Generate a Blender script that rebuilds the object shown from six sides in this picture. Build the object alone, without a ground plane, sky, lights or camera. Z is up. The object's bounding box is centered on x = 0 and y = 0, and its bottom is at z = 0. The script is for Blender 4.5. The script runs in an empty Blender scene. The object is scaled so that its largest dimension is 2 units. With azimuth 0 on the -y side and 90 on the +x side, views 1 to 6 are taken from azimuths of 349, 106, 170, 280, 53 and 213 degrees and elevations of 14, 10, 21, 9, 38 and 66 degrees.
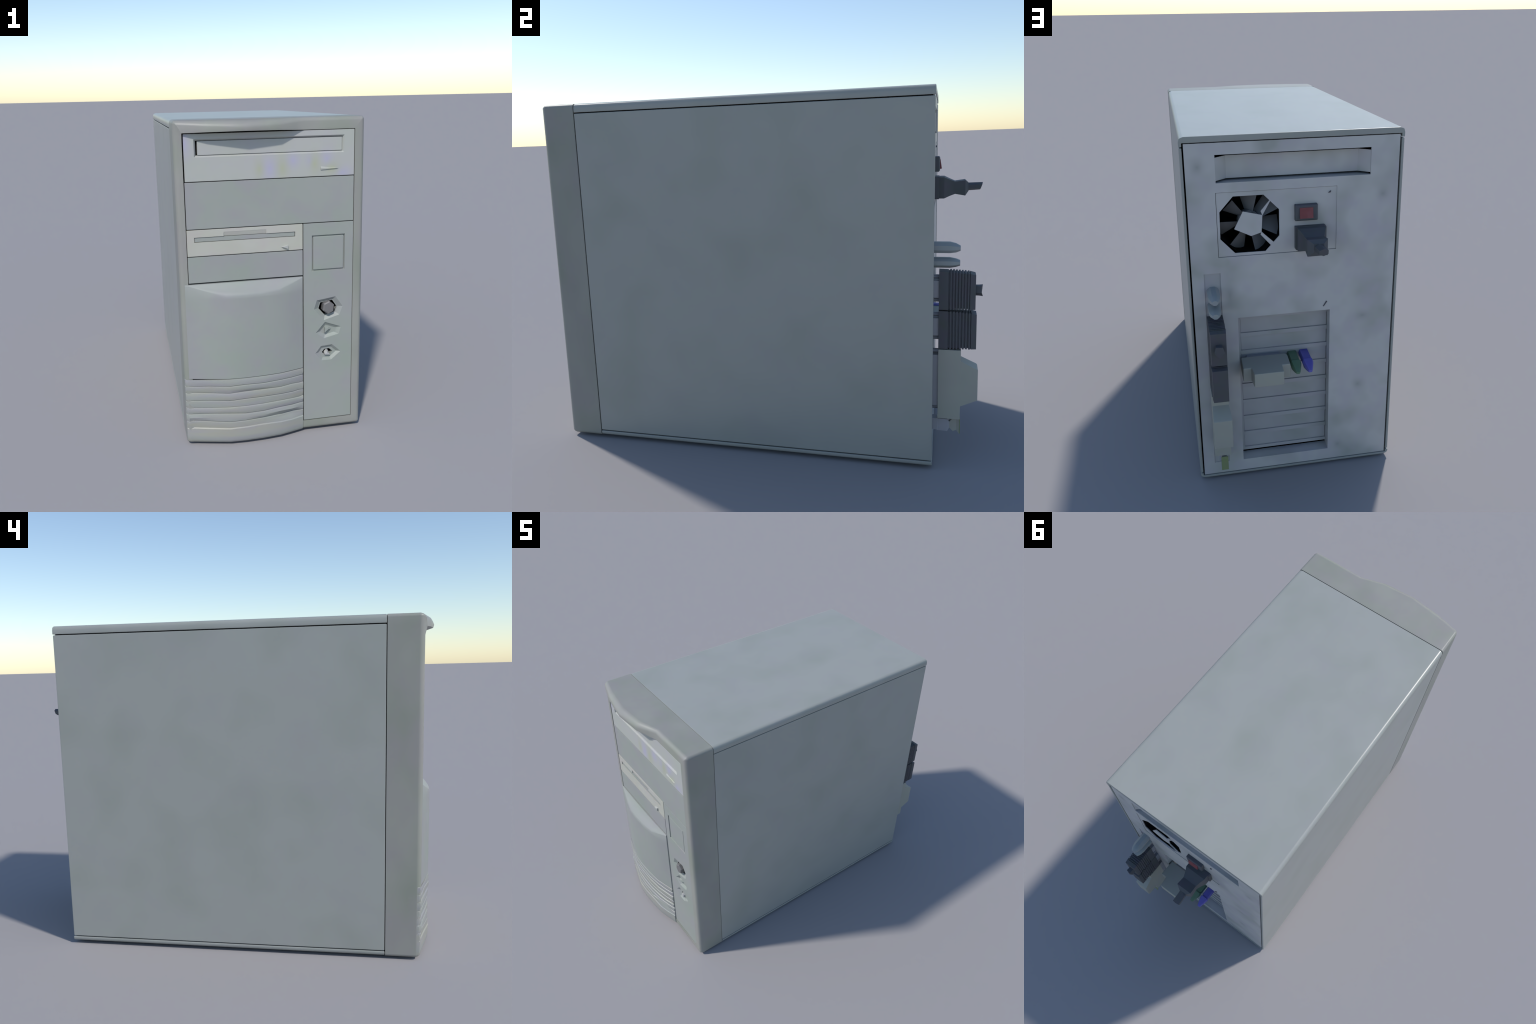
import bpy, bmesh, math, random
from mathutils import Vector

random.seed(7)
COL = bpy.context.scene.collection

# ------------------------------------------------------------------ materials
def hexless(c):
    return (c[0], c[1], c[2], 1.0)

def material(name, base, tint_a, tint_b, amount=0.5, scale=3.0, stretch=(1, 1, 1), rough=0.55,
             spec=0.4, metallic=0.0, bump=0.0, extra=None, lo=0.42, hi=0.68):
    """Plastic or sheet metal whose colour drifts softly between two stain tints."""
    m = bpy.data.materials.new(name)
    m.use_nodes = True
    nt = m.node_tree
    N, L = nt.nodes, nt.links
    bsdf = N["Principled BSDF"]
    bsdf.inputs["Roughness"].default_value = rough
    bsdf.inputs["Specular IOR Level"].default_value = spec
    bsdf.inputs["Metallic"].default_value = metallic
    co = N.new("ShaderNodeTexCoord")
    mp = N.new("ShaderNodeMapping")
    mp.inputs["Scale"].default_value = stretch
    L.new(co.outputs["Object"], mp.inputs["Vector"])

    def noise(sc, detail, off):
        o = N.new("ShaderNodeMapping")
        o.inputs["Location"].default_value = off
        L.new(mp.outputs[0], o.inputs["Vector"])
        n = N.new("ShaderNodeTexNoise")
        n.inputs["Scale"].default_value = sc
        n.inputs["Detail"].default_value = detail
        n.inputs["Roughness"].default_value = 0.45
        L.new(o.outputs[0], n.inputs["Vector"])
        r = N.new("ShaderNodeMapRange")
        r.inputs["From Min"].default_value = lo
        r.inputs["From Max"].default_value = hi
        L.new(n.outputs["Fac"], r.inputs["Value"])
        return r.outputs[0]

    def mix(fac, a, b, k):
        mul = N.new("ShaderNodeMath")
        mul.operation = "MULTIPLY"
        mul.inputs[1].default_value = k
        L.new(fac, mul.inputs[0])
        x = N.new("ShaderNodeMix")
        x.data_type = "RGBA"
        L.new(mul.outputs[0], x.inputs["Factor"])
        if isinstance(a, tuple):
            x.inputs["A"].default_value = hexless(a)
        else:
            L.new(a, x.inputs["A"])
        x.inputs["B"].default_value = hexless(b)
        return x.outputs["Result"]

    c = mix(noise(scale, 2.0, (3.1, 0.4, 1.7)), base, tint_a, amount)
    c = mix(noise(scale * 1.7, 2.0, (9.2, 5.4, 7.7)), c, tint_b, amount)
    if extra:
        c = extra(N, L, co, c, mix)
    L.new(c, bsdf.inputs["Base Color"])
    if bump:
        n = N.new("ShaderNodeTexNoise")
        n.inputs["Scale"].default_value = 220
        L.new(co.outputs["Object"], n.inputs["Vector"])
        b = N.new("ShaderNodeBump")
        b.inputs["Strength"].default_value = bump
        b.inputs["Distance"].default_value = 0.002
        L.new(n.outputs["Fac"], b.inputs["Height"])
        L.new(b.outputs[0], bsdf.inputs["Normal"])
    return m

def spots(places, colour, strength):
    """Soft round colour patches at given object-space places: (x, y, z, radius_x, radius_z)."""
    def build(N, L, co, c, mix):
        for (x, y, z, rx, rz) in places:
            mp = N.new("ShaderNodeMapping")
            mp.vector_type = "TEXTURE"
            mp.inputs["Location"].default_value = (x, y, z)
            mp.inputs["Scale"].default_value = (rx, 1.0, rz)
            L.new(co.outputs["Object"], mp.inputs["Vector"])
            g = N.new("ShaderNodeTexGradient")
            g.gradient_type = "QUADRATIC_SPHERE"
            L.new(mp.outputs[0], g.inputs["Vector"])
            c = mix(g.outputs["Fac"], c, colour, strength)
        return c
    return build

def chain(*fs):
    def build(N, L, co, c, mix):
        for f in fs:
            c = f(N, L, co, c, mix)
        return c
    return build

PAINT = material("painted_steel", (0.346, 0.357, 0.333), (0.272, 0.296, 0.255), (0.332, 0.330, 0.328),
                 0.5, 4.2, (1.0, 0.8, 0.8), rough=0.34, spec=0.5, lo=0.47, hi=0.76)
BEZEL = material("bezel_plastic", (0.302, 0.304, 0.272), (0.248, 0.266, 0.222), (0.288, 0.276, 0.266),
                 0.85, 4.5, (1, 1, 0.6), rough=0.45)
PANEL = material("panel_plastic", (0.308, 0.322, 0.300), (0.285, 0.320, 0.275), (0.305, 0.295, 0.305),
                 0.8, 4.0, rough=0.45)
DRIVE = material("drive_plastic", (0.415, 0.420, 0.392), (0.385, 0.410, 0.360), (0.410, 0.395, 0.410),
                 0.5, 5.0, rough=0.5,
                 extra=chain(spots([(-0.01, -0.935, 1.36, 0.075, 0.12), (0.10, -0.935, 1.395, 0.07, 0.07),
                                    (0.265, -0.935, 1.395, 0.06, 0.07), (0.18, -0.935, 1.39, 0.04, 0.07),
                                    (0.34, -0.935, 1.33, 0.09, 0.06), (-0.40, -0.935, 1.49, 0.05, 0.12)],
                                   (0.39, 0.37, 0.50), 0.9),
                             spots([(0.05, -0.935, 1.36, 0.06, 0.12), (-0.06, -0.935, 1.36, 0.045, 0.09),
                                    (0.205, -0.935, 1.375, 0.06, 0.10), (0.29, -0.935, 1.35, 0.08, 0.07)],
                                   (0.385, 0.40, 0.28), 0.9)))
LOUVRE = material("louvre_plastic", (0.312, 0.326, 0.300), (0.335, 0.320, 0.265), (0.310, 0.300, 0.318),
                  0.8, 4.0, (0.7, 1, 5.0), rough=0.45)
FLOPPY = material("floppy_plastic", (0.455, 0.450, 0.400), (0.430, 0.430, 0.350), (0.450, 0.410, 0.390),
                  0.6, 6.0, rough=0.5)
STEEL = material("galvanised_steel", (0.545, 0.538, 0.525), (0.370, 0.382, 0.352), (0.495, 0.465, 0.500),
                 0.85, 6.0, rough=0.4, spec=0.5, lo=0.45, hi=0.74,
                 extra=spots([(0.385, 0.78, 1.47, 0.05, 0.05), (-0.37, 0.78, 1.32, 0.05, 0.05),
                              (-0.30, 0.78, 0.77, 0.06, 0.04), (-0.29, 0.78, 0.42, 0.05, 0.05),
                              (0.28, 0.78, 0.92, 0.05, 0.13), (-0.20, 0.78, 0.10, 0.04, 0.04)],
                             (0.30, 0.305, 0.30), 0.75))
SLOTSTEEL = material("shade_darkened_steel", (0.440, 0.440, 0.445), (0.330, 0.350, 0.320), (0.420, 0.390, 0.430),  # rear steel darkened to bake in occlusion shade on slots and port strip
                     0.8, 6.0, rough=0.45, spec=0.5, lo=0.45, hi=0.74)
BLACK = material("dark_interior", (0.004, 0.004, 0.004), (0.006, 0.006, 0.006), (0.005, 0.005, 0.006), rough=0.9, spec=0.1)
FANMAT = material("fan_plastic", (0.180, 0.181, 0.186), (0.200, 0.200, 0.204), (0.165, 0.170, 0.180), rough=0.5)
PLUG = material("black_rubber", (0.090, 0.098, 0.108), (0.080, 0.092, 0.085), (0.100, 0.090, 0.115), 0.6, 14, rough=0.6)
HOOD = material("grey_hood_plastic", (0.085, 0.090, 0.100), (0.082, 0.090, 0.078), (0.092, 0.082, 0.105), 0.7, 14, rough=0.6)
CREAM = material("cream_plug_plastic", (0.375, 0.380, 0.330), (0.345, 0.360, 0.310), (0.370, 0.350, 0.325), 0.5, 9, rough=0.55)
ROUND = material("round_plug_plastic", (0.310, 0.345, 0.345), (0.270, 0.310, 0.310), (0.330, 0.330, 0.350), 0.5, 14, rough=0.45)
GREEN = material("green_plastic", (0.105, 0.195, 0.120), (0.115, 0.190, 0.120), (0.130, 0.210, 0.140), 0.5, 20, rough=0.5)
BLUE = material("violet_blue_plastic", (0.120, 0.110, 0.450), (0.140, 0.125, 0.430), (0.150, 0.150, 0.450), 0.5, 20, rough=0.5)
YELLOW = material("olive_plastic", (0.230, 0.280, 0.130), (0.260, 0.280, 0.160), (0.220, 0.270, 0.140), 0.5, 20, rough=0.5)
RED = material("red_switch_plastic", (0.235, 0.060, 0.065), (0.260, 0.085, 0.095), (0.210, 0.050, 0.055), 0.7, 26, rough=0.45)
KNOB = material("button_plastic", (0.165, 0.160, 0.157), (0.150, 0.145, 0.145), (0.175, 0.162, 0.162), 0.5, 12, rough=0.5)
METAL = material("connector_metal", (0.380, 0.385, 0.420), (0.34, 0.345, 0.37), (0.40, 0.40, 0.45), 0.5, 12, rough=0.45, metallic=0.2)

# ------------------------------------------------------------------ mesh helpers
ROOT = bpy.data.objects.new("computer_tower", None)
COL.objects.link(ROOT)
ROOT["label"] = "old beige desktop computer tower with cables plugged behind"
ROOT["category"] = "computer"

def finish(name, bm, mat, parent=None, bevel=0.0, seg=2, angle=35, kind=None, weighted=True, bevel_angle=25):
    bmesh.ops.remove_doubles(bm, verts=bm.verts, dist=1e-6)
    bmesh.ops.recalc_face_normals(bm, faces=bm.faces)
    if bevel:
        lim = math.radians(bevel_angle)
        es = [e for e in bm.edges if len(e.link_faces) == 2 and e.calc_face_angle(0) > lim]
        bmesh.ops.bevel(bm, geom=es, offset=bevel, segments=seg, profile=0.5, affect="EDGES", clamp_overlap=True)
    me = bpy.data.meshes.new(name)
    bm.to_mesh(me)
    bm.free()
    me.materials.append(mat)
    me.polygons.foreach_set("use_smooth", [True] * len(me.polygons))
    me.set_sharp_from_angle(angle=math.radians(angle))
    ob = bpy.data.objects.new(name, me)
    COL.objects.link(ob)
    ob.parent = parent or ROOT
    if kind:
        ob["kind"] = kind
    if weighted:
        w = ob.modifiers.new("weighted", "WEIGHTED_NORMAL")
        w.keep_sharp = True
    return ob

def add_loft(bm, rings, caps=True):
    """rings: lists of 3D points of equal length; skin them and close both ends."""
    vs = [[bm.verts.new(p) for p in r] for r in rings]
    n = len(vs[0])
    for a, b in zip(vs, vs[1:]):
        for i in range(n):
            j = (i + 1) % n
            bm.faces.new((a[i], a[j], b[j], b[i]))
    if caps:
        bm.faces.new(vs[0])
        bm.faces.new(vs[-1])

def add_box(bm, x0, x1, y0, y1, z0, z1):
    r = lambda y: [(x0, y, z0), (x1, y, z0), (x1, y, z1), (x0, y, z1)]
    add_loft(bm, [r(y0), r(y1)])

def box(name, x0, x1, y0, y1, z0, z1, mat, parent=None, bevel=0.003, **k):
    bm = bmesh.new()
    add_box(bm, x0, x1, y0, y1, z0, z1)
    return finish(name, bm, mat, parent, bevel, **k)

def rect(x0, x1, z0, z1, y):
    return [(x0, y, z0), (x1, y, z0), (x1, y, z1), (x0, y, z1)]

def poly(pts, y, shrink=1.0, centre=None):
    if centre is None:
        centre = (sum(p[0] for p in pts) / len(pts), sum(p[1] for p in pts) / len(pts))
    return [(centre[0] + (x - centre[0]) * shrink, y, centre[1] + (z - centre[1]) * shrink) for x, z in pts]

def ngon(cx, cz, rx, rz, n, turn=0.0):
    return [(cx + rx * math.cos(turn + math.tau * i / n), cz + rz * math.sin(turn + math.tau * i / n)) for i in range(n)]

def loft(name, rings, mat, parent=None, bevel=0.0, **k):
    bm = bmesh.new()
    add_loft(bm, rings)
    return finish(name, bm, mat, parent, bevel, **k)

def carve(ob, cutters):
    """Boolean-subtract closed lofts from ob and rebuild its shading."""
    for rings in cutters:
        bm = bmesh.new()
        add_loft(bm, rings)
        bmesh.ops.recalc_face_normals(bm, faces=bm.faces)
        me = bpy.data.meshes.new("cutter")
        bm.to_mesh(me)
        bm.free()
        c = bpy.data.objects.new("cutter", me)
        COL.objects.link(c)
        mod = ob.modifiers.new("cut", "BOOLEAN")
        mod.operation, mod.solver, mod.object = "DIFFERENCE", "EXACT", c
        for w in [m for m in ob.modifiers if m.type == "WEIGHTED_NORMAL"]:
            ob.modifiers.remove(w)
        dg = bpy.context.evaluated_depsgraph_get()
        new = bpy.data.meshes.new_from_object(ob.evaluated_get(dg), depsgraph=dg)
        ob.modifiers.clear()
        old = ob.data
        nm = old.name
        ob.data = new
        bpy.data.meshes.remove(old)
        new.name = nm
        bpy.data.objects.remove(c)
        bpy.data.meshes.remove(me)
    ob.data.polygons.foreach_set("use_smooth", [True] * len(ob.data.polygons))
    ob.data.set_sharp_from_angle(angle=math.radians(25))
    w = ob.modifiers.new("weighted", "WEIGHTED_NORMAL")
    w.keep_sharp = True
    return ob

def lerp_table(table, x):
    if x <= table[0][0]:
        return table[0][1]
    for (a, fa), (b, fb) in zip(table, table[1:]):
        if x <= b:
            return fa + (fb - fa) * (x - a) / (b - a)
    return table[-1][1]

# ------------------------------------------------------------------ overall sizes
XW = 0.4515          # half width of the case
ZT = 1.5902          # top
FRONT = -0.933      # flat front of the bezel
SEAM = -0.771       # bezel meets the sheet metal
REAR = 0.794        # rear rim of the sheet metal
PLATE = 0.790       # rear plate

# ------------------------------------------------------------------ sheet metal case
def channel(name, sign):
    """U-shaped cover, extruded along y; sign +1 top cover, -1 bottom rail."""
    z_edge, z_out, z_in = (1.5515, ZT, 1.566) if sign > 0 else (0.0345, 0.010, 0.021)
    h = abs(z_out - z_edge)
    o = lambda dz: z_out - sign * dz
    outer = [(-XW, z_edge), (-XW, o(min(0.020, h * 0.58))), (-XW + 0.0035, o(0.0075)), (-XW + 0.010, o(0.0035)), (-XW + 0.020, o(0.0))]
    prof = outer + [(-x, z) for x, z in reversed(outer)]
    inner = [(-XW + 0.012, z_edge), (-XW + 0.012, z_in)]
    prof += [(-x, z) for x, z in inner] + [(x, z) for x, z in reversed(inner)]
    bm = bmesh.new()
    add_loft(bm, [[(x, y, z) for x, z in prof] for y in (SEAM + 0.003, REAR)])
    return finish(name, bm, PAINT, bevel=0.0015, seg=1, angle=50, bevel_angle=60)

channel("top_cover", 1)
channel("bottom_rail", -1)
for s in (-1, 1):
    x0, x1 = sorted((s * (XW - 0.012), s * (XW - 0.0005)))
    box("side_panel", x0, x1, SEAM + 0.003, REAR - 0.001, 0.0385, 1.5475, PAINT, bevel=0.004, seg=2)

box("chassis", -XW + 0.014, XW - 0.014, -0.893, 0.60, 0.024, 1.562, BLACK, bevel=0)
bm = bmesh.new()
for x0, x1 in ((-0.4345, -0.426), (0.426, 0.4345)):
    add_box(bm, x0, x1, 0.595, PLATE - 0.0065, 0.026, 1.560)
add_box(bm, -0.425, 0.425, 0.595, PLATE - 0.0065, 1.553, 1.560)
add_box(bm, -0.425, 0.425, 0.595, PLATE - 0.0065, 0.026, 0.032)
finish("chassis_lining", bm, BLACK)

# ------------------------------------------------------------------ front bezel with bulging top lip
LIP = [(-XW, 0.0), (-0.315, -0.0385), (-0.14, -0.0660), (0.025, -0.0505), (0.155, 0.0), (XW, 0.0)]
TOP_COLS = [-0.40, -0.36, -0.315, -0.26, -0.20, -0.14, -0.085, -0.03, 0.025, 0.07, 0.11, 0.155, 0.22, 0.30, 0.37]

def bezel():
    w_side, w_top, w_bot = 0.0405, 0.0575, 0.050
    # (share of the frame width from the outside, absolute inset, y, share of the lip)
    prof = [(0, 0.0, SEAM, 0), (0, 0.0, FRONT + 0.024, 0.80), (0, 0.0026, FRONT + 0.0135, 0.90), (0, 0.0095, FRONT + 0.0042, 0.97),
            (0, 0.020, FRONT, 1), (1, 0.0, FRONT, 0.93), (1, 0.0, -0.894, 0), (1, 0.0, SEAM, 0)]
    rings = []
    for share, inset, y, lip in prof:
        l = -XW + inset + share * w_side
        r = XW - inset - share * (w_side + 0.009)
        t = ZT - inset - share * w_top
        b = 0.010 + inset + share * w_bot
        rad = max(0.0004, 0.015 - inset - 0.015 * share)          # soft corners seen from the front
        def corner(cx, cz, a0):
            return [(cx + rad * math.cos(a0 - k * math.pi / 6), cz + rad * math.sin(a0 - k * math.pi / 6)) for k in range(4)]
        loop = corner(l + rad, t - rad, math.pi)
        loop += [(x, t) for x in TOP_COLS]
        loop += corner(r - rad, t - rad, math.pi / 2)
        loop += [(r, t + (b - t) * k) for k in (0.03, 0.2, 0.4, 0.6, 0.8)]
        loop += corner(r - rad, b + rad, 0.0)
        loop += [(r + (l - r) * k / 6, b) for k in range(1, 6)]
        loop += corner(l + rad, b + rad, -math.pi / 2)
        loop += [(l, b + (t - b) * k) for k in (0.2, 0.4, 0.6, 0.8, 0.97)]
        ring = []
        for x, z in loop:
            d = lerp_table(LIP, x) * lip if z > t - 0.02 else 0.0
            sag = 0.30 * d if inset and not share else 0.0        # the lip rolls over towards its front
            up = 0.10 * -d if share and lip else 0.0              # and its underside slopes up to the nose
            ring.append((x, y + d, z + sag * (0.6 if inset < 0.01 else 0.85) + up))
        rings.append(ring)
    rings.append(rings[0])
    bm = bmesh.new()
    add_loft(bm, rings, caps=False)
    return finish("front_bezel", bm, BEZEL, angle=50)

BZ = bezel()

# ------------------------------------------------------------------ drive bays and blank panels
PF = FRONT + 0.001       # panel faces sit just behind the frame
def bay(name, x0, x1, z0, z1, mat, **k):
    g = 0.0018
    return box(name, x0 + g, x1 - g, PF, -0.897, z0 + g, z1 - g, mat, bevel=0.0022, **k)

optical = bay("optical_drive", -0.4064, 0.4013, 1.3138, 1.5315, DRIVE)
carve(optical, [[rect(-0.3581, 0.3495, 1.4244, 1.5051, PF - 0.001), rect(-0.3581, 0.3495, 1.4244, 1.5051, PF + 0.0005), rect(-0.3501, 0.3415, 1.4319, 1.4976, PF + 0.012), rect(-0.3501, 0.3415, 1.4319, 1.4976, 0)]])
box("tray_door", -0.3421, 0.3405, PF + 0.007, -0.895, 1.4334, 1.4961, DRIVE, optical, bevel=0.002)
# eject key of the optical drive: a thin wedge
loft("eject_button", [poly([(0.2329, 1.3452), (0.3326, 1.3501), (0.2967, 1.3571), (0.2339, 1.3671)], PF + 0.003),
                      poly([(0.2339, 1.3462), (0.3116, 1.3511), (0.2867, 1.3531), (0.2349, 1.3541)], PF - 0.0045)], DRIVE, optical, angle=30)
bay("blank_panel", -0.4089, 0.4013, 1.0935, 1.3138, PANEL)

floppy = bay("floppy_drive", -0.4099, 0.1482, 0.965, 1.0935, FLOPPY)
carve(floppy, [[rect(-0.374, 0.1093, 1.0332, 1.0567, PF - 0.001), rect(-0.374, 0.1093, 1.0332, 1.0567, 0)],
               [[(-0.2355, PF - 0.001, 1.0562), (-0.0322, PF - 0.001, 1.0562), (-0.0322, PF - 0.001, 1.0766), (-0.2355, PF - 0.001, 1.0766)],
                [(-0.2355, PF + 0.006, 1.0562), (-0.0322, PF + 0.006, 1.0562), (-0.0322, PF + 0.0005, 1.0766), (-0.2355, PF + 0.0005, 1.0766)]]])
box("disk_flap", -0.372, 0.1073, PF + 0.003, -0.895, 1.0352, 1.0547, PANEL, floppy, bevel=0.001)
loft("eject_button", [poly([(0.0356, 0.9864), (0.0734, 0.9744), (0.0734, 0.9964)], PF + 0.003),
                      poly([(0.0475, 0.9864), (0.0725, 0.9764), (0.0725, 0.9944)], PF - 0.009)], DRIVE, floppy, angle=30)
bay("blank_panel", -0.4099, 0.1482, 0.8359, 0.965, PANEL)

# ------------------------------------------------------------------ control panel with dished buttons
control = bay("control_panel", 0.1482, 0.4023, 0.0616, 1.0935, PANEL)
dish_power = [(0.203, 0.6575), (0.2548, 0.5978), (0.3345, 0.6207), (0.3505, 0.6635), (0.3136, 0.7173), (0.217, 0.7034)]
dish_mid = [(0.212, 0.533), (0.2558, 0.5011), (0.3316, 0.519), (0.3435, 0.5569), (0.2598, 0.5878)]
dish_low = [(0.211, 0.4234), (0.2429, 0.3845), (0.2927, 0.3835), (0.3425, 0.4244), (0.2977, 0.4652), (0.2399, 0.4612)]
def dish(pts, hole=None):
    c = (0.2758, sum(p[1] for p in pts) / len(pts))
    rings = [poly(pts, PF - 0.002, 1.04, c), poly(pts, PF, 1.0, c), poly(pts, PF + 0.006, 0.86, c), poly(pts, PF + 0.012, 0.70 if hole else 0.60, c)]
    if hole:
        rings.append(poly(pts, PF + 0.012, hole, c))
        rings.append(poly(pts, 0.0, hole, c))
    return rings
carve(control, [dish(dish_power, 0.64), dish(dish_mid), dish(dish_low, 0.42),
                [rect(0.192, 0.3585, 0.8539, 1.0322, PF - 0.001), rect(0.192, 0.3585, 0.8539, 1.0322, PF), rect(0.1945, 0.356, 0.8564, 1.0298, PF + 0.009)]])
box("badge_plate", 0.1985, 0.352, PF + 0.001, PF + 0.012, 0.8604, 1.0258, PANEL, control, bevel=0.004)
loft("power_button", [poly(ngon(0.2757, 0.6635, 0.031, 0.034, 6, 0.4), PF + 0.028), poly(ngon(0.2757, 0.6635, 0.031, 0.034, 6, 0.4), PF - 0.005),
                      poly(ngon(0.2777, 0.6635, 0.026, 0.029, 6, 0.4), PF - 0.010)], KNOB, control, angle=30)
loft("reset_button", [poly([(0.2588, 0.5619), (0.2588, 0.524), (0.2987, 0.5439), (0.2867, 0.5569)], PF + 0.014),
                      poly([(0.2598, 0.5559), (0.2598, 0.534), (0.2767, 0.5489), (0.2718, 0.5539)], PF - 0.003)], PANEL, control, angle=20)
loft("indicator_light", [poly([(0.2588, 0.4074), (0.2887, 0.4054), (0.2837, 0.4254), (0.2728, 0.4413), (0.2598, 0.4224)], PF + 0.020),
                         poly([(0.2608, 0.4124), (0.2877, 0.4104), (0.2817, 0.4184), (0.2728, 0.4224), (0.2618, 0.4174)], PF + 0.001)], DRIVE, control, angle=20)

# ------------------------------------------------------------------ bulging lower cover and louvres
BULGE = [(-XW + 0.0012, 0.016), (-0.4475, 0.007), (-0.436, 0.001), (-0.412, -0.0035), (-0.33, -0.0255), (-0.240, -0.0480), (-0.16, -0.0520), (-0.07, -0.0485),
         (0.020, -0.0390), (0.083, -0.0215), (0.125, -0.0090), (0.144, -0.003), (0.1462, 0.004)]
def bulge_sheet(name, cols, rows, mat, angle):
    """Closed solid: a curved front over (x, z), walls straight back to inside the bezel."""
    bm = bmesh.new()
    back = -0.897
    grid = [[bm.verts.new(rows(j, x)) for x in cols] for j in range(rows.count)]
    for a, b in zip(grid, grid[1:]):
        for i in range(len(cols) - 1):
            bm.faces.new((a[i], a[i + 1], b[i + 1], b[i]))
    rim = grid[0] + [r[-1] for r in grid[1:-1]] + grid[-1][::-1] + [r[0] for r in grid[-2:0:-1]]
    low = [bm.verts.new((v.co.x, back, v.co.z)) for v in rim]
    n = len(rim)
    for i in range(n):
        j = (i + 1) % n
        bm.faces.new((rim[i], low[i], low[j], rim[j]))
    bm.faces.new(low)
    return finish(name, bm, mat, angle=angle, weighted=False)

class CoverRows:
    zs = [(0.8315, 0.10), (0.815, 0.30), (0.795, 0.66), (0.784, 0.90), (0.774, 1.0), (0.76, 1.0), (0.60, 1.0), (0.45, 1.0), (0.3575, 0.985)]
    count = len(zs)
    def __call__(self, j, x):
        z, k = self.zs[j]
        d = lerp_table(BULGE, x)
        # the shoulder drops more in the middle of the bulge than at its two ends
        if z > 0.761:
            z = 0.8315 - (0.8315 - z) * max(0.05, min(1.0, -d / 0.045))
        return (x, FRONT + (d * k if d < 0 else d), z)
bulge_sheet("vent_cover", [-0.428] + [x for x, _ in BULGE if x > -0.42], CoverRows(), PANEL, 32)

class LouvreRows:
    """Seven low, wavering slats over a solid foot; one joint gapes at the right."""
    edges = [0.3565, 0.320, 0.282, 0.243, 0.205, 0.170, 0.131, 0.096]
    zs = []
    for i, (a, b) in enumerate(zip(edges, edges[1:])):
        h = a - b
        out = (-0.0035, -0.0010, -0.0040, 0.0, -0.0030, -0.0045, -0.0005)[i]
        zs += [(a - 0.0012, 0.0055, i), (a - 0.0045, out * 0.4, i), (a - h * 0.5, out, i), (b + 0.0012, out * 0.5 + 0.0030, i)]
    zs += [(0.0945, 0.0030, 7), (0.090, -0.0015, 7), (0.055, -0.0025, 8), (0.029, -0.001, 8), (0.020, 0.003, 8), (0.013, 0.010, 8), (0.010, 0.020, 8)]
    count = len(zs)
    def __call__(self, j, x):
        z, dy, band = self.zs[j]
        d = lerp_table(BULGE, x)
        line = band + (1 if j % 4 == 3 and band < 7 else 0)       # rows on both sides of a joint move together
        rnd = random.Random(line * 977 + int(round((x + 1) * 1000)) * 31)
        jz, jy = rnd.uniform(-1, 1), rnd.uniform(-1, 1)
        if 0 < line < 8:
            z += 0.0035 * jz
            dy += 0.0028 * jy
        if j == 0 and x < -0.20:
            z -= 0.010 * max(0.0, 1 - abs(x + 0.385) / 0.07)      # the dark sliver below the cover
        if line == 6 and -0.10 < x < 0.14:                         # the gaping joint
            gape = min(1.0, max(0.25, (0.135 - x) / 0.05)) * min(1.0, max(0.1, (x + 0.07) / 0.08))
            z += (0.0040 if j % 4 == 3 else -0.0030) * gape
            dy += 0.013 * gape
        z = max(z, 0.010 + max(0.0, -0.432 - x) * 0.8)             # follow the rounded foot of the bezel
        return (x, FRONT + d + dy, z)
bulge_sheet("vent_louvre", [x for x, _ in BULGE], LouvreRows(), LOUVRE, 28)

# ------------------------------------------------------------------ rear plate
rear = box("rear_panel", -0.4335, 0.4335, PLATE - 0.006, PLATE, 0.024, 1.562, STEEL, bevel=0)
def hole(x0, x1, z0, z1):
    return [rect(x0, x1, z0, z1, 0.7), rect(x0, x1, z0, z1, 0.9)]
carve(rear, [hole(-0.3144, 0.3164, 1.4032, 1.515), hole(-0.1746, 0.3204, 1.0919, 1.3643), hole(-0.1517, 0.2505, 0.0809, 0.8124), hole(0.3154, 0.3842, 0.0839, 1.024)])
# pressed trough behind the upper slot, open above and below
tr = [(-0.316, PLATE - 0.004), (-0.271, 0.748), (0.271, 0.748), (0.316, PLATE - 0.004), (0.316, PLATE - 0.009), (0.274, 0.744), (-0.274, 0.744), (-0.316, PLATE - 0.009)]
bm = bmesh.new()
add_loft(bm, [[(x, y, z) for x, y in tr] for z in (1.4115, 1.503)])
finish("bay_trough", bm, STEEL, rear, angle=20)
bm = bmesh.new()
add_box(bm, -0.316, 0.316, PLATE - 0.085, PLATE - 0.0065, 1.396, 1.4032)
finish("slot_floor", bm, STEEL, rear)
box("port_strip", 0.3145, 0.3845, PLATE - 0.012, PLATE - 0.004, 0.0834, 1.0245, SLOTSTEEL, rear, bevel=0)

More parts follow.
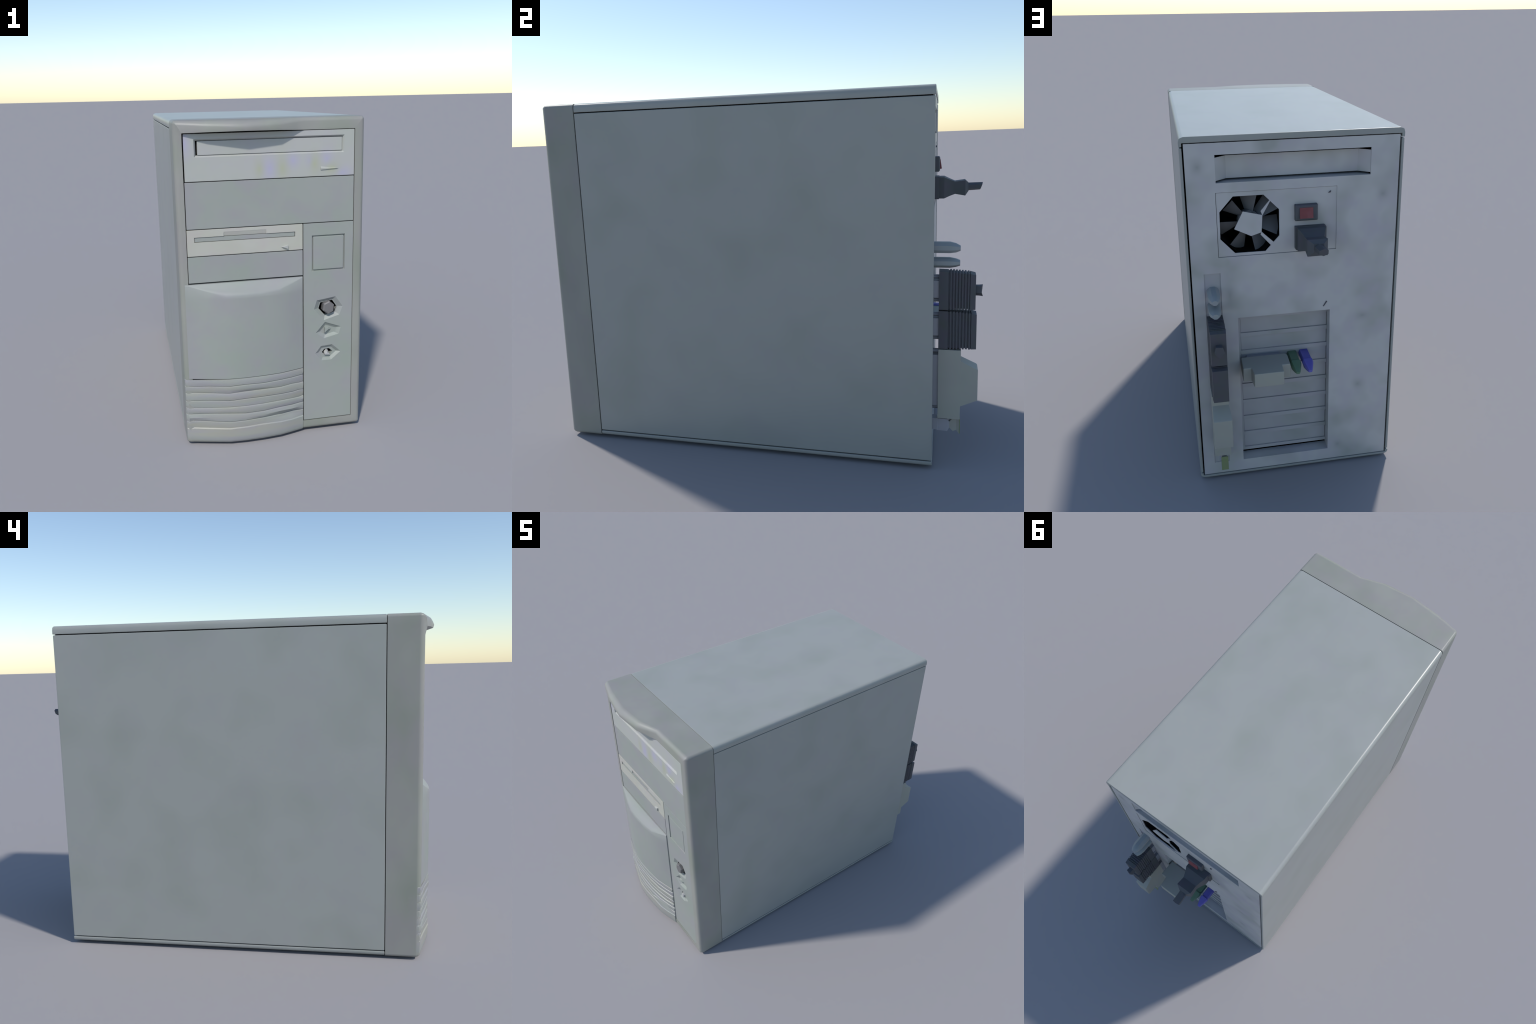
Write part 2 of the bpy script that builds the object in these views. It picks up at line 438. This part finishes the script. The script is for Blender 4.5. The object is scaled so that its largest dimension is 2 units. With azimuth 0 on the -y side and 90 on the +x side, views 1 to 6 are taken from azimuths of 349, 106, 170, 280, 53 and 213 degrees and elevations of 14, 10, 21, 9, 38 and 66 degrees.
# expansion slots in a deep well
WELL = 0.733
bm = bmesh.new()
for k in range(9):
    hi = 0.7443 - (k - 1) * 0.0858 - 0.0337          # bar below slot k
    lo = hi - 0.0184
    if k == 0:
        hi, lo = 0.8155, 0.7443 + 0.0337
    elif k == 8:
        lo = 0.0945
    add_box(bm, -0.1525, 0.2365, WELL - 0.004, WELL + 0.005, lo, hi)
add_box(bm, 0.2368, 0.2495, WELL - 0.004, WELL + 0.005, 0.0945, 0.8155)
slots = finish("slot_frame", bm, SLOTSTEEL, rear)
bm = bmesh.new()
for x0, x1, z0, z1 in [(-0.159, -0.153, 0.07, 0.8175), (0.250, 0.256, 0.07, 0.8175)]:
    add_box(bm, x0, x1, WELL - 0.01, PLATE - 0.0065, z0, z1)
add_box(bm, -0.153, 0.250, WELL - 0.01, PLATE - 0.0065, 0.8124, 0.8175)
add_box(bm, -0.153, 0.250, WELL - 0.004, PLATE - 0.0065, 0.072, 0.0809)
finish("slot_well", bm, STEEL, rear)
first = None
for i in range(8):
    zc = 0.7443 - i * 0.0858
    if first is None:
        bm = bmesh.new()
        add_box(bm, -0.1515, 0.236, -0.0075, 0.0, -0.0335, 0.0335)
        first = finish("slot_cover", bm, SLOTSTEEL, rear, bevel=0.0012, seg=1)
        o = first
    else:
        o = first.copy()
        COL.objects.link(o)
    o.location = (0.0, WELL - 0.0005 + random.uniform(-0.0006, 0.0006), zc)

# ------------------------------------------------------------------ power supply
psu = box("power_supply_plate", -0.1745, 0.3185, PLATE - 0.007, PLATE - 0.0025, 1.0934, 1.3628, STEEL, bevel=0)
OCT = [(0.2515, 1.3454), (0.1288, 1.3454), (0.0659, 1.2805), (0.0659, 1.1687), (0.1248, 1.1048), (0.2505, 1.1058), (0.3084, 1.1697), (0.3074, 1.2835)]
carve(psu, [[poly(OCT, 0.7), poly(OCT, 0.9)]])
FC = (0.1846, 1.2256)
hub = [(0.2136, 1.2805), (0.1347, 1.2605), (0.1397, 1.1877), (0.1827, 1.1747), (0.2505, 1.2086)]
bm = bmesh.new()
y0, y1 = PLATE - 0.007, PLATE - 0.0028
add_loft(bm, [poly(hub, y0), poly(hub, y1)])
add_loft(bm, [poly([(0.1417, 1.2775), (0.1347, 1.2595), (0.0983, 1.3239), (0.1013, 1.3249)], y) for y in (y0, y1)])
add_loft(bm, [poly([(0.1397, 1.1897), (0.1437, 1.1777), (0.0988, 1.1258), (0.0868, 1.1388)], y) for y in (y0, y1)])
finish("fan_guard", bm, STEEL, psu)
bm = bmesh.new()
r0, r1 = 0.15, 0.15
add_loft(bm, [poly(ngon(FC[0], FC[1], 0.133, 0.133, 8, math.pi / 8), y) for y in (PLATE - 0.0075, 0.61)], caps=False)
bmesh.ops.solidify(bm, geom=bm.faces[:], thickness=0.004)
finish("fan_shroud", bm, BLACK, psu)
blade_mesh = None
for i in range(7):
    a = math.radians(92 + i * 360 / 7)
    if blade_mesh is None:
        bm = bmesh.new()
        def arc(r, t0, t1, yy0, yy1, n=4):
            return [(r * math.cos(math.radians(t0 + (t1 - t0) * k / n)), yy0 + (yy1 - yy0) * k / n, r * math.sin(math.radians(t0 + (t1 - t0) * k / n))) for k in range(n + 1)]
        inner, outer = arc(0.040, -20, 18, -0.030, 0.022), arc(0.128, -19, 14, -0.030, 0.022)
        top_ring = inner + outer[::-1]
        add_loft(bm, [top_ring, [(x, y - 0.003, z) for x, y, z in top_ring]])
        ob = finish("fan_blade", bm, FANMAT, psu)
        blade_mesh = ob.data
    else:
        ob = bpy.data.objects.new("fan_blade", blade_mesh)
        COL.objects.link(ob)
        ob.parent = psu
    ob.location = (FC[0], 0.735, FC[1])
    ob.rotation_euler = (0, -a, 0)
loft("fan_hub", [poly(ngon(FC[0], FC[1], 0.048, 0.048, 12), 0.71), poly(ngon(FC[0], FC[1], 0.048, 0.048, 12), 0.752)], FANMAT, psu, bevel=0.003)

# rocker switch
sw = loft("switch_housing", [rect(-0.091, 0.003, 1.230, 1.298, PLATE - 0.006), rect(-0.091, 0.003, 1.230, 1.298, 0.805),
                             rect(-0.084, -0.004, 1.236, 1.293, 0.809)], PLUG, psu, bevel=0.0015, seg=1)
loft("switch_rocker", [rect(-0.070, -0.015, 1.241, 1.287, 0.806),
                       [(-0.070, 0.817, 1.243), (-0.015, 0.817, 1.243), (-0.015, 0.8105, 1.286), (-0.070, 0.8105, 1.286)]], RED, sw, angle=20)
# power inlet and mains plug
inlet_prof = [(0.003, 1.110), (0.003, 1.206), (-0.122, 1.206), (-0.128, 1.200), (-0.128, 1.106), (-0.002, 1.104)]
inlet = loft("power_inlet", [poly(inlet_prof, PLATE - 0.006), poly(inlet_prof, 0.806)], PLUG, psu, bevel=0.001, seg=1)
def plug_ring(y, x0, x1, z0, z1):
    return rect(x0, x1, z0, z1, y)
plug = loft("mains_plug", [plug_ring(0.800, -0.119, -0.004, 1.107, 1.204), plug_ring(0.829, -0.119, -0.004, 1.107, 1.204), plug_ring(0.852, -0.109, -0.015, 1.117, 1.193),
                           plug_ring(0.877, -0.101, -0.023, 1.126, 1.182), plug_ring(0.922, -0.104, -0.021, 1.118, 1.188), plug_ring(0.937, -0.086, -0.044, 1.138, 1.174)], PLUG, angle=25)
loft("cable_stub", [poly(ngon(-0.066, 1.156, 0.021, 0.018, 6, 0.5), 0.930), poly(ngon(-0.066, 1.156, 0.021, 0.018, 6, 0.5), 0.938),
                    [(x, 1.0 - (1.172 - z) * 0.35 if z < 1.165 else 1.0, z + 0.002) for x, _, z in poly(ngon(-0.070, 1.156, 0.021, 0.017, 6, 0.5), 0.99)]], PLUG, plug, angle=40)

# ------------------------------------------------------------------ round plugs
def round_plug(cz, rz, ytip, tip_dz, flat):
    n = 8
    def ring(y, k, dz=0.0, turn=math.pi / 8):
        return poly(ngon(0.351, cz + dz, 0.027 * k, rz * k, n, turn), y)
    return loft("round_plug", [ring(PLATE - 0.012, 1.0), ring(0.856, 1.0), ring(0.880, 0.80, tip_dz * 0.5), ring(ytip, flat, tip_dz)], ROUND, angle=40)
round_plug(0.942, 0.0245, 0.897, -0.003, 0.45)
round_plug(0.879, 0.0225, 0.896, -0.001, 0.52)

# ------------------------------------------------------------------ D-sub connectors with ribbed hoods
def shell(parent, z0, z1):
    bm = bmesh.new()
    zc, h = (z0 + z1) / 2, (z1 - z0) / 2
    add_loft(bm, [rect(0.326, 0.374, zc - h, zc + h, PLATE - 0.011), rect(0.326, 0.374, zc - h, zc + h, 0.818)])
    for dz in (-h - 0.012, h + 0.012):
        add_loft(bm, [poly(ngon(0.350, zc + dz, 0.011, 0.010, 6), PLATE - 0.011), poly(ngon(0.350, zc + dz, 0.011, 0.010, 6), 0.816)])
    return finish("connector_shell", bm, METAL, parent, bevel=0.001, seg=1)

def ribbed_hood(z0, z1, y_end, ribs=7):
    x0, x1 = 0.3175, 0.3835
    rings = [rect(x0, x1, z0, z1, 0.8135), rect(x0, x1, z0, z1 - 0.001, 0.851)]
    step = (y_end - 0.024 - 0.853) / ribs
    for i in range(ribs):
        y = 0.853 + i * step
        t = i / ribs * 0.006
        j = random.uniform(-0.0006, 0.0006)
        a = 0.0042
        rings += [rect(x0 + a, x1 - a, z0 + a + t * 0.5, z1 - a - t, y + 0.0008), rect(x0 + a, x1 - a, z0 + a + t * 0.5, z1 - a - t, y + step * 0.32),
                  rect(x0 + j, x1 - j, z0 + t * 0.5 + j, z1 - t + j, y + step * 0.45), rect(x0 + j, x1 - j, z0 + t * 0.5, z1 - t, y + step * 0.97)]
    rings += [rect(x0 + 0.004, x1 - 0.004, z0 + 0.005, z1 - 0.010, y_end - 0.0235), rect(x0, x1, z0 + 0.003, z1 - 0.007, y_end - 0.021),
              rect(x0 + 0.001, x1 - 0.002, z0 + 0.004, z1 - 0.012, y_end)]
    return loft("serial_plug", rings, HOOD, angle=25)

s1 = ribbed_hood(0.6845, 0.845, 0.9585)
shell(s1, 0.732, 0.806)
loft("cable_stub", [poly(ngon(0.349, 0.765, 0.021, 0.024, 5, 0.9), 0.950), poly(ngon(0.349, 0.765, 0.021, 0.024, 5, 0.9), 0.972),
                    [(x, 0.988 if i % 2 else 0.982, z) for i, (x, _, z) in enumerate(poly(ngon(0.349, 0.765, 0.022, 0.026, 5, 0.9), 0.986))]], HOOD, s1, angle=25)
s2 = ribbed_hood(0.516, 0.679, 0.9645)
shell(s2, 0.569, 0.645)

par = loft("printer_plug", [rect(0.316, 0.3865, 0.207, 0.5125, 0.814), rect(0.316, 0.3865, 0.207, 0.5125, 0.905), rect(0.3165, 0.386, 0.266, 0.466, 0.9055),
                            rect(0.310, 0.3885, 0.297, 0.434, 0.970), rect(0.312, 0.386, 0.299, 0.430, 0.974)], CREAM, bevel=0.0025, seg=1, angle=30)
shell(par, 0.258, 0.485)

# monitor plug
def vga_ring(z, k=0.0):
    pts = [(0.243, 0.766), (0.245, 0.864), (0.210, 0.864), (0.2045, 0.920), (0.077, 0.920), (0.074, 0.864), (0.039, 0.864), (0.037, 0.782), (0.045, 0.766)]
    cx, cy = 0.141, 0.84
    return [(cx + (x - cx) * (1 - k), cy + (y - cy) * (1 - k), z) for x, y in pts]
bm = bmesh.new()
add_loft(bm, [vga_ring(0.541), vga_ring(0.607)])
vga = finish("monitor_plug", bm, CREAM, bevel=0.005, seg=2)
bm = bmesh.new()
add_loft(bm, [rect(0.065, 0.215, 0.553, 0.597, WELL - 0.004), rect(0.065, 0.215, 0.553, 0.597, 0.772)])
finish("connector_shell", bm, METAL, vga, bevel=0.002, seg=1)

# audio plugs
def audio_plug(cx, cz, mat):
    def hexr(y, rx, rz, dz=0.0, dx=0.0):
        return poly([(cx + dx - rx, cz + dz + rz * 0.25), (cx + dx - rx * 0.75, cz + dz + rz), (cx + dx + rx * 0.75, cz + dz + rz), (cx + dx + rx, cz + dz + rz * 0.25), (cx + dx + rx * 0.7, cz + dz - rz), (cx + dx - rx * 0.7, cz + dz - rz)], y)
    return loft("audio_plug", [hexr(WELL - 0.004, 0.023, 0.020), hexr(0.812, 0.023, 0.020), hexr(0.8145, 0.0185, 0.016), hexr(0.818, 0.0185, 0.016), hexr(0.820, 0.024, 0.0215),
                               hexr(0.826, 0.025, 0.021), hexr(0.858, 0.0165, 0.013, -0.005), hexr(0.880, 0.009, 0.005, -0.009)], mat, angle=25)
audio_plug(0.008, 0.576, GREEN)
audio_plug(-0.046, 0.578, BLUE)

# small game-port style plug at the foot of the port strip
bm = bmesh.new()
add_loft(bm, [rect(0.331, 0.371, 0.150, 0.198, PLATE - 0.011), rect(0.331, 0.371, 0.146, 0.198, 0.812), rect(0.335, 0.366, 0.142, 0.196, 0.816), rect(0.337, 0.364, 0.140, 0.194, 0.855), rect(0.341, 0.358, 0.155, 0.180, 0.864)])
jack = finish("line_plug", bm, METAL, angle=25)
loft("plug_sleeve", [rect(0.341, 0.358, 0.155, 0.180, 0.862), rect(0.331, 0.360, 0.140, 0.199, 0.878), rect(0.337, 0.356, 0.145, 0.193, 0.892), rect(0.330, 0.361, 0.130, 0.200, 0.9035)], CREAM, jack, angle=25)
box("plug_cap", 0.3305, 0.3605, 0.9035, 0.907, 0.1305, 0.1995, YELLOW, jack, bevel=0.0008, seg=1)

# screws and a bent tab on the rear
loft("screw", [poly([(-0.138, 1.337), (-0.147, 1.339), (-0.149, 1.346), (-0.143, 1.343)], y) for y in (PLATE - 0.004, PLATE + 0.0025)], HOOD, psu)
loft("screw", [poly([(-0.121, 0.832), (-0.124, 0.831), (-0.139, 0.853), (-0.135, 0.856)], y) for y in (PLATE - 0.002, PLATE + 0.003)], HOOD, rear)
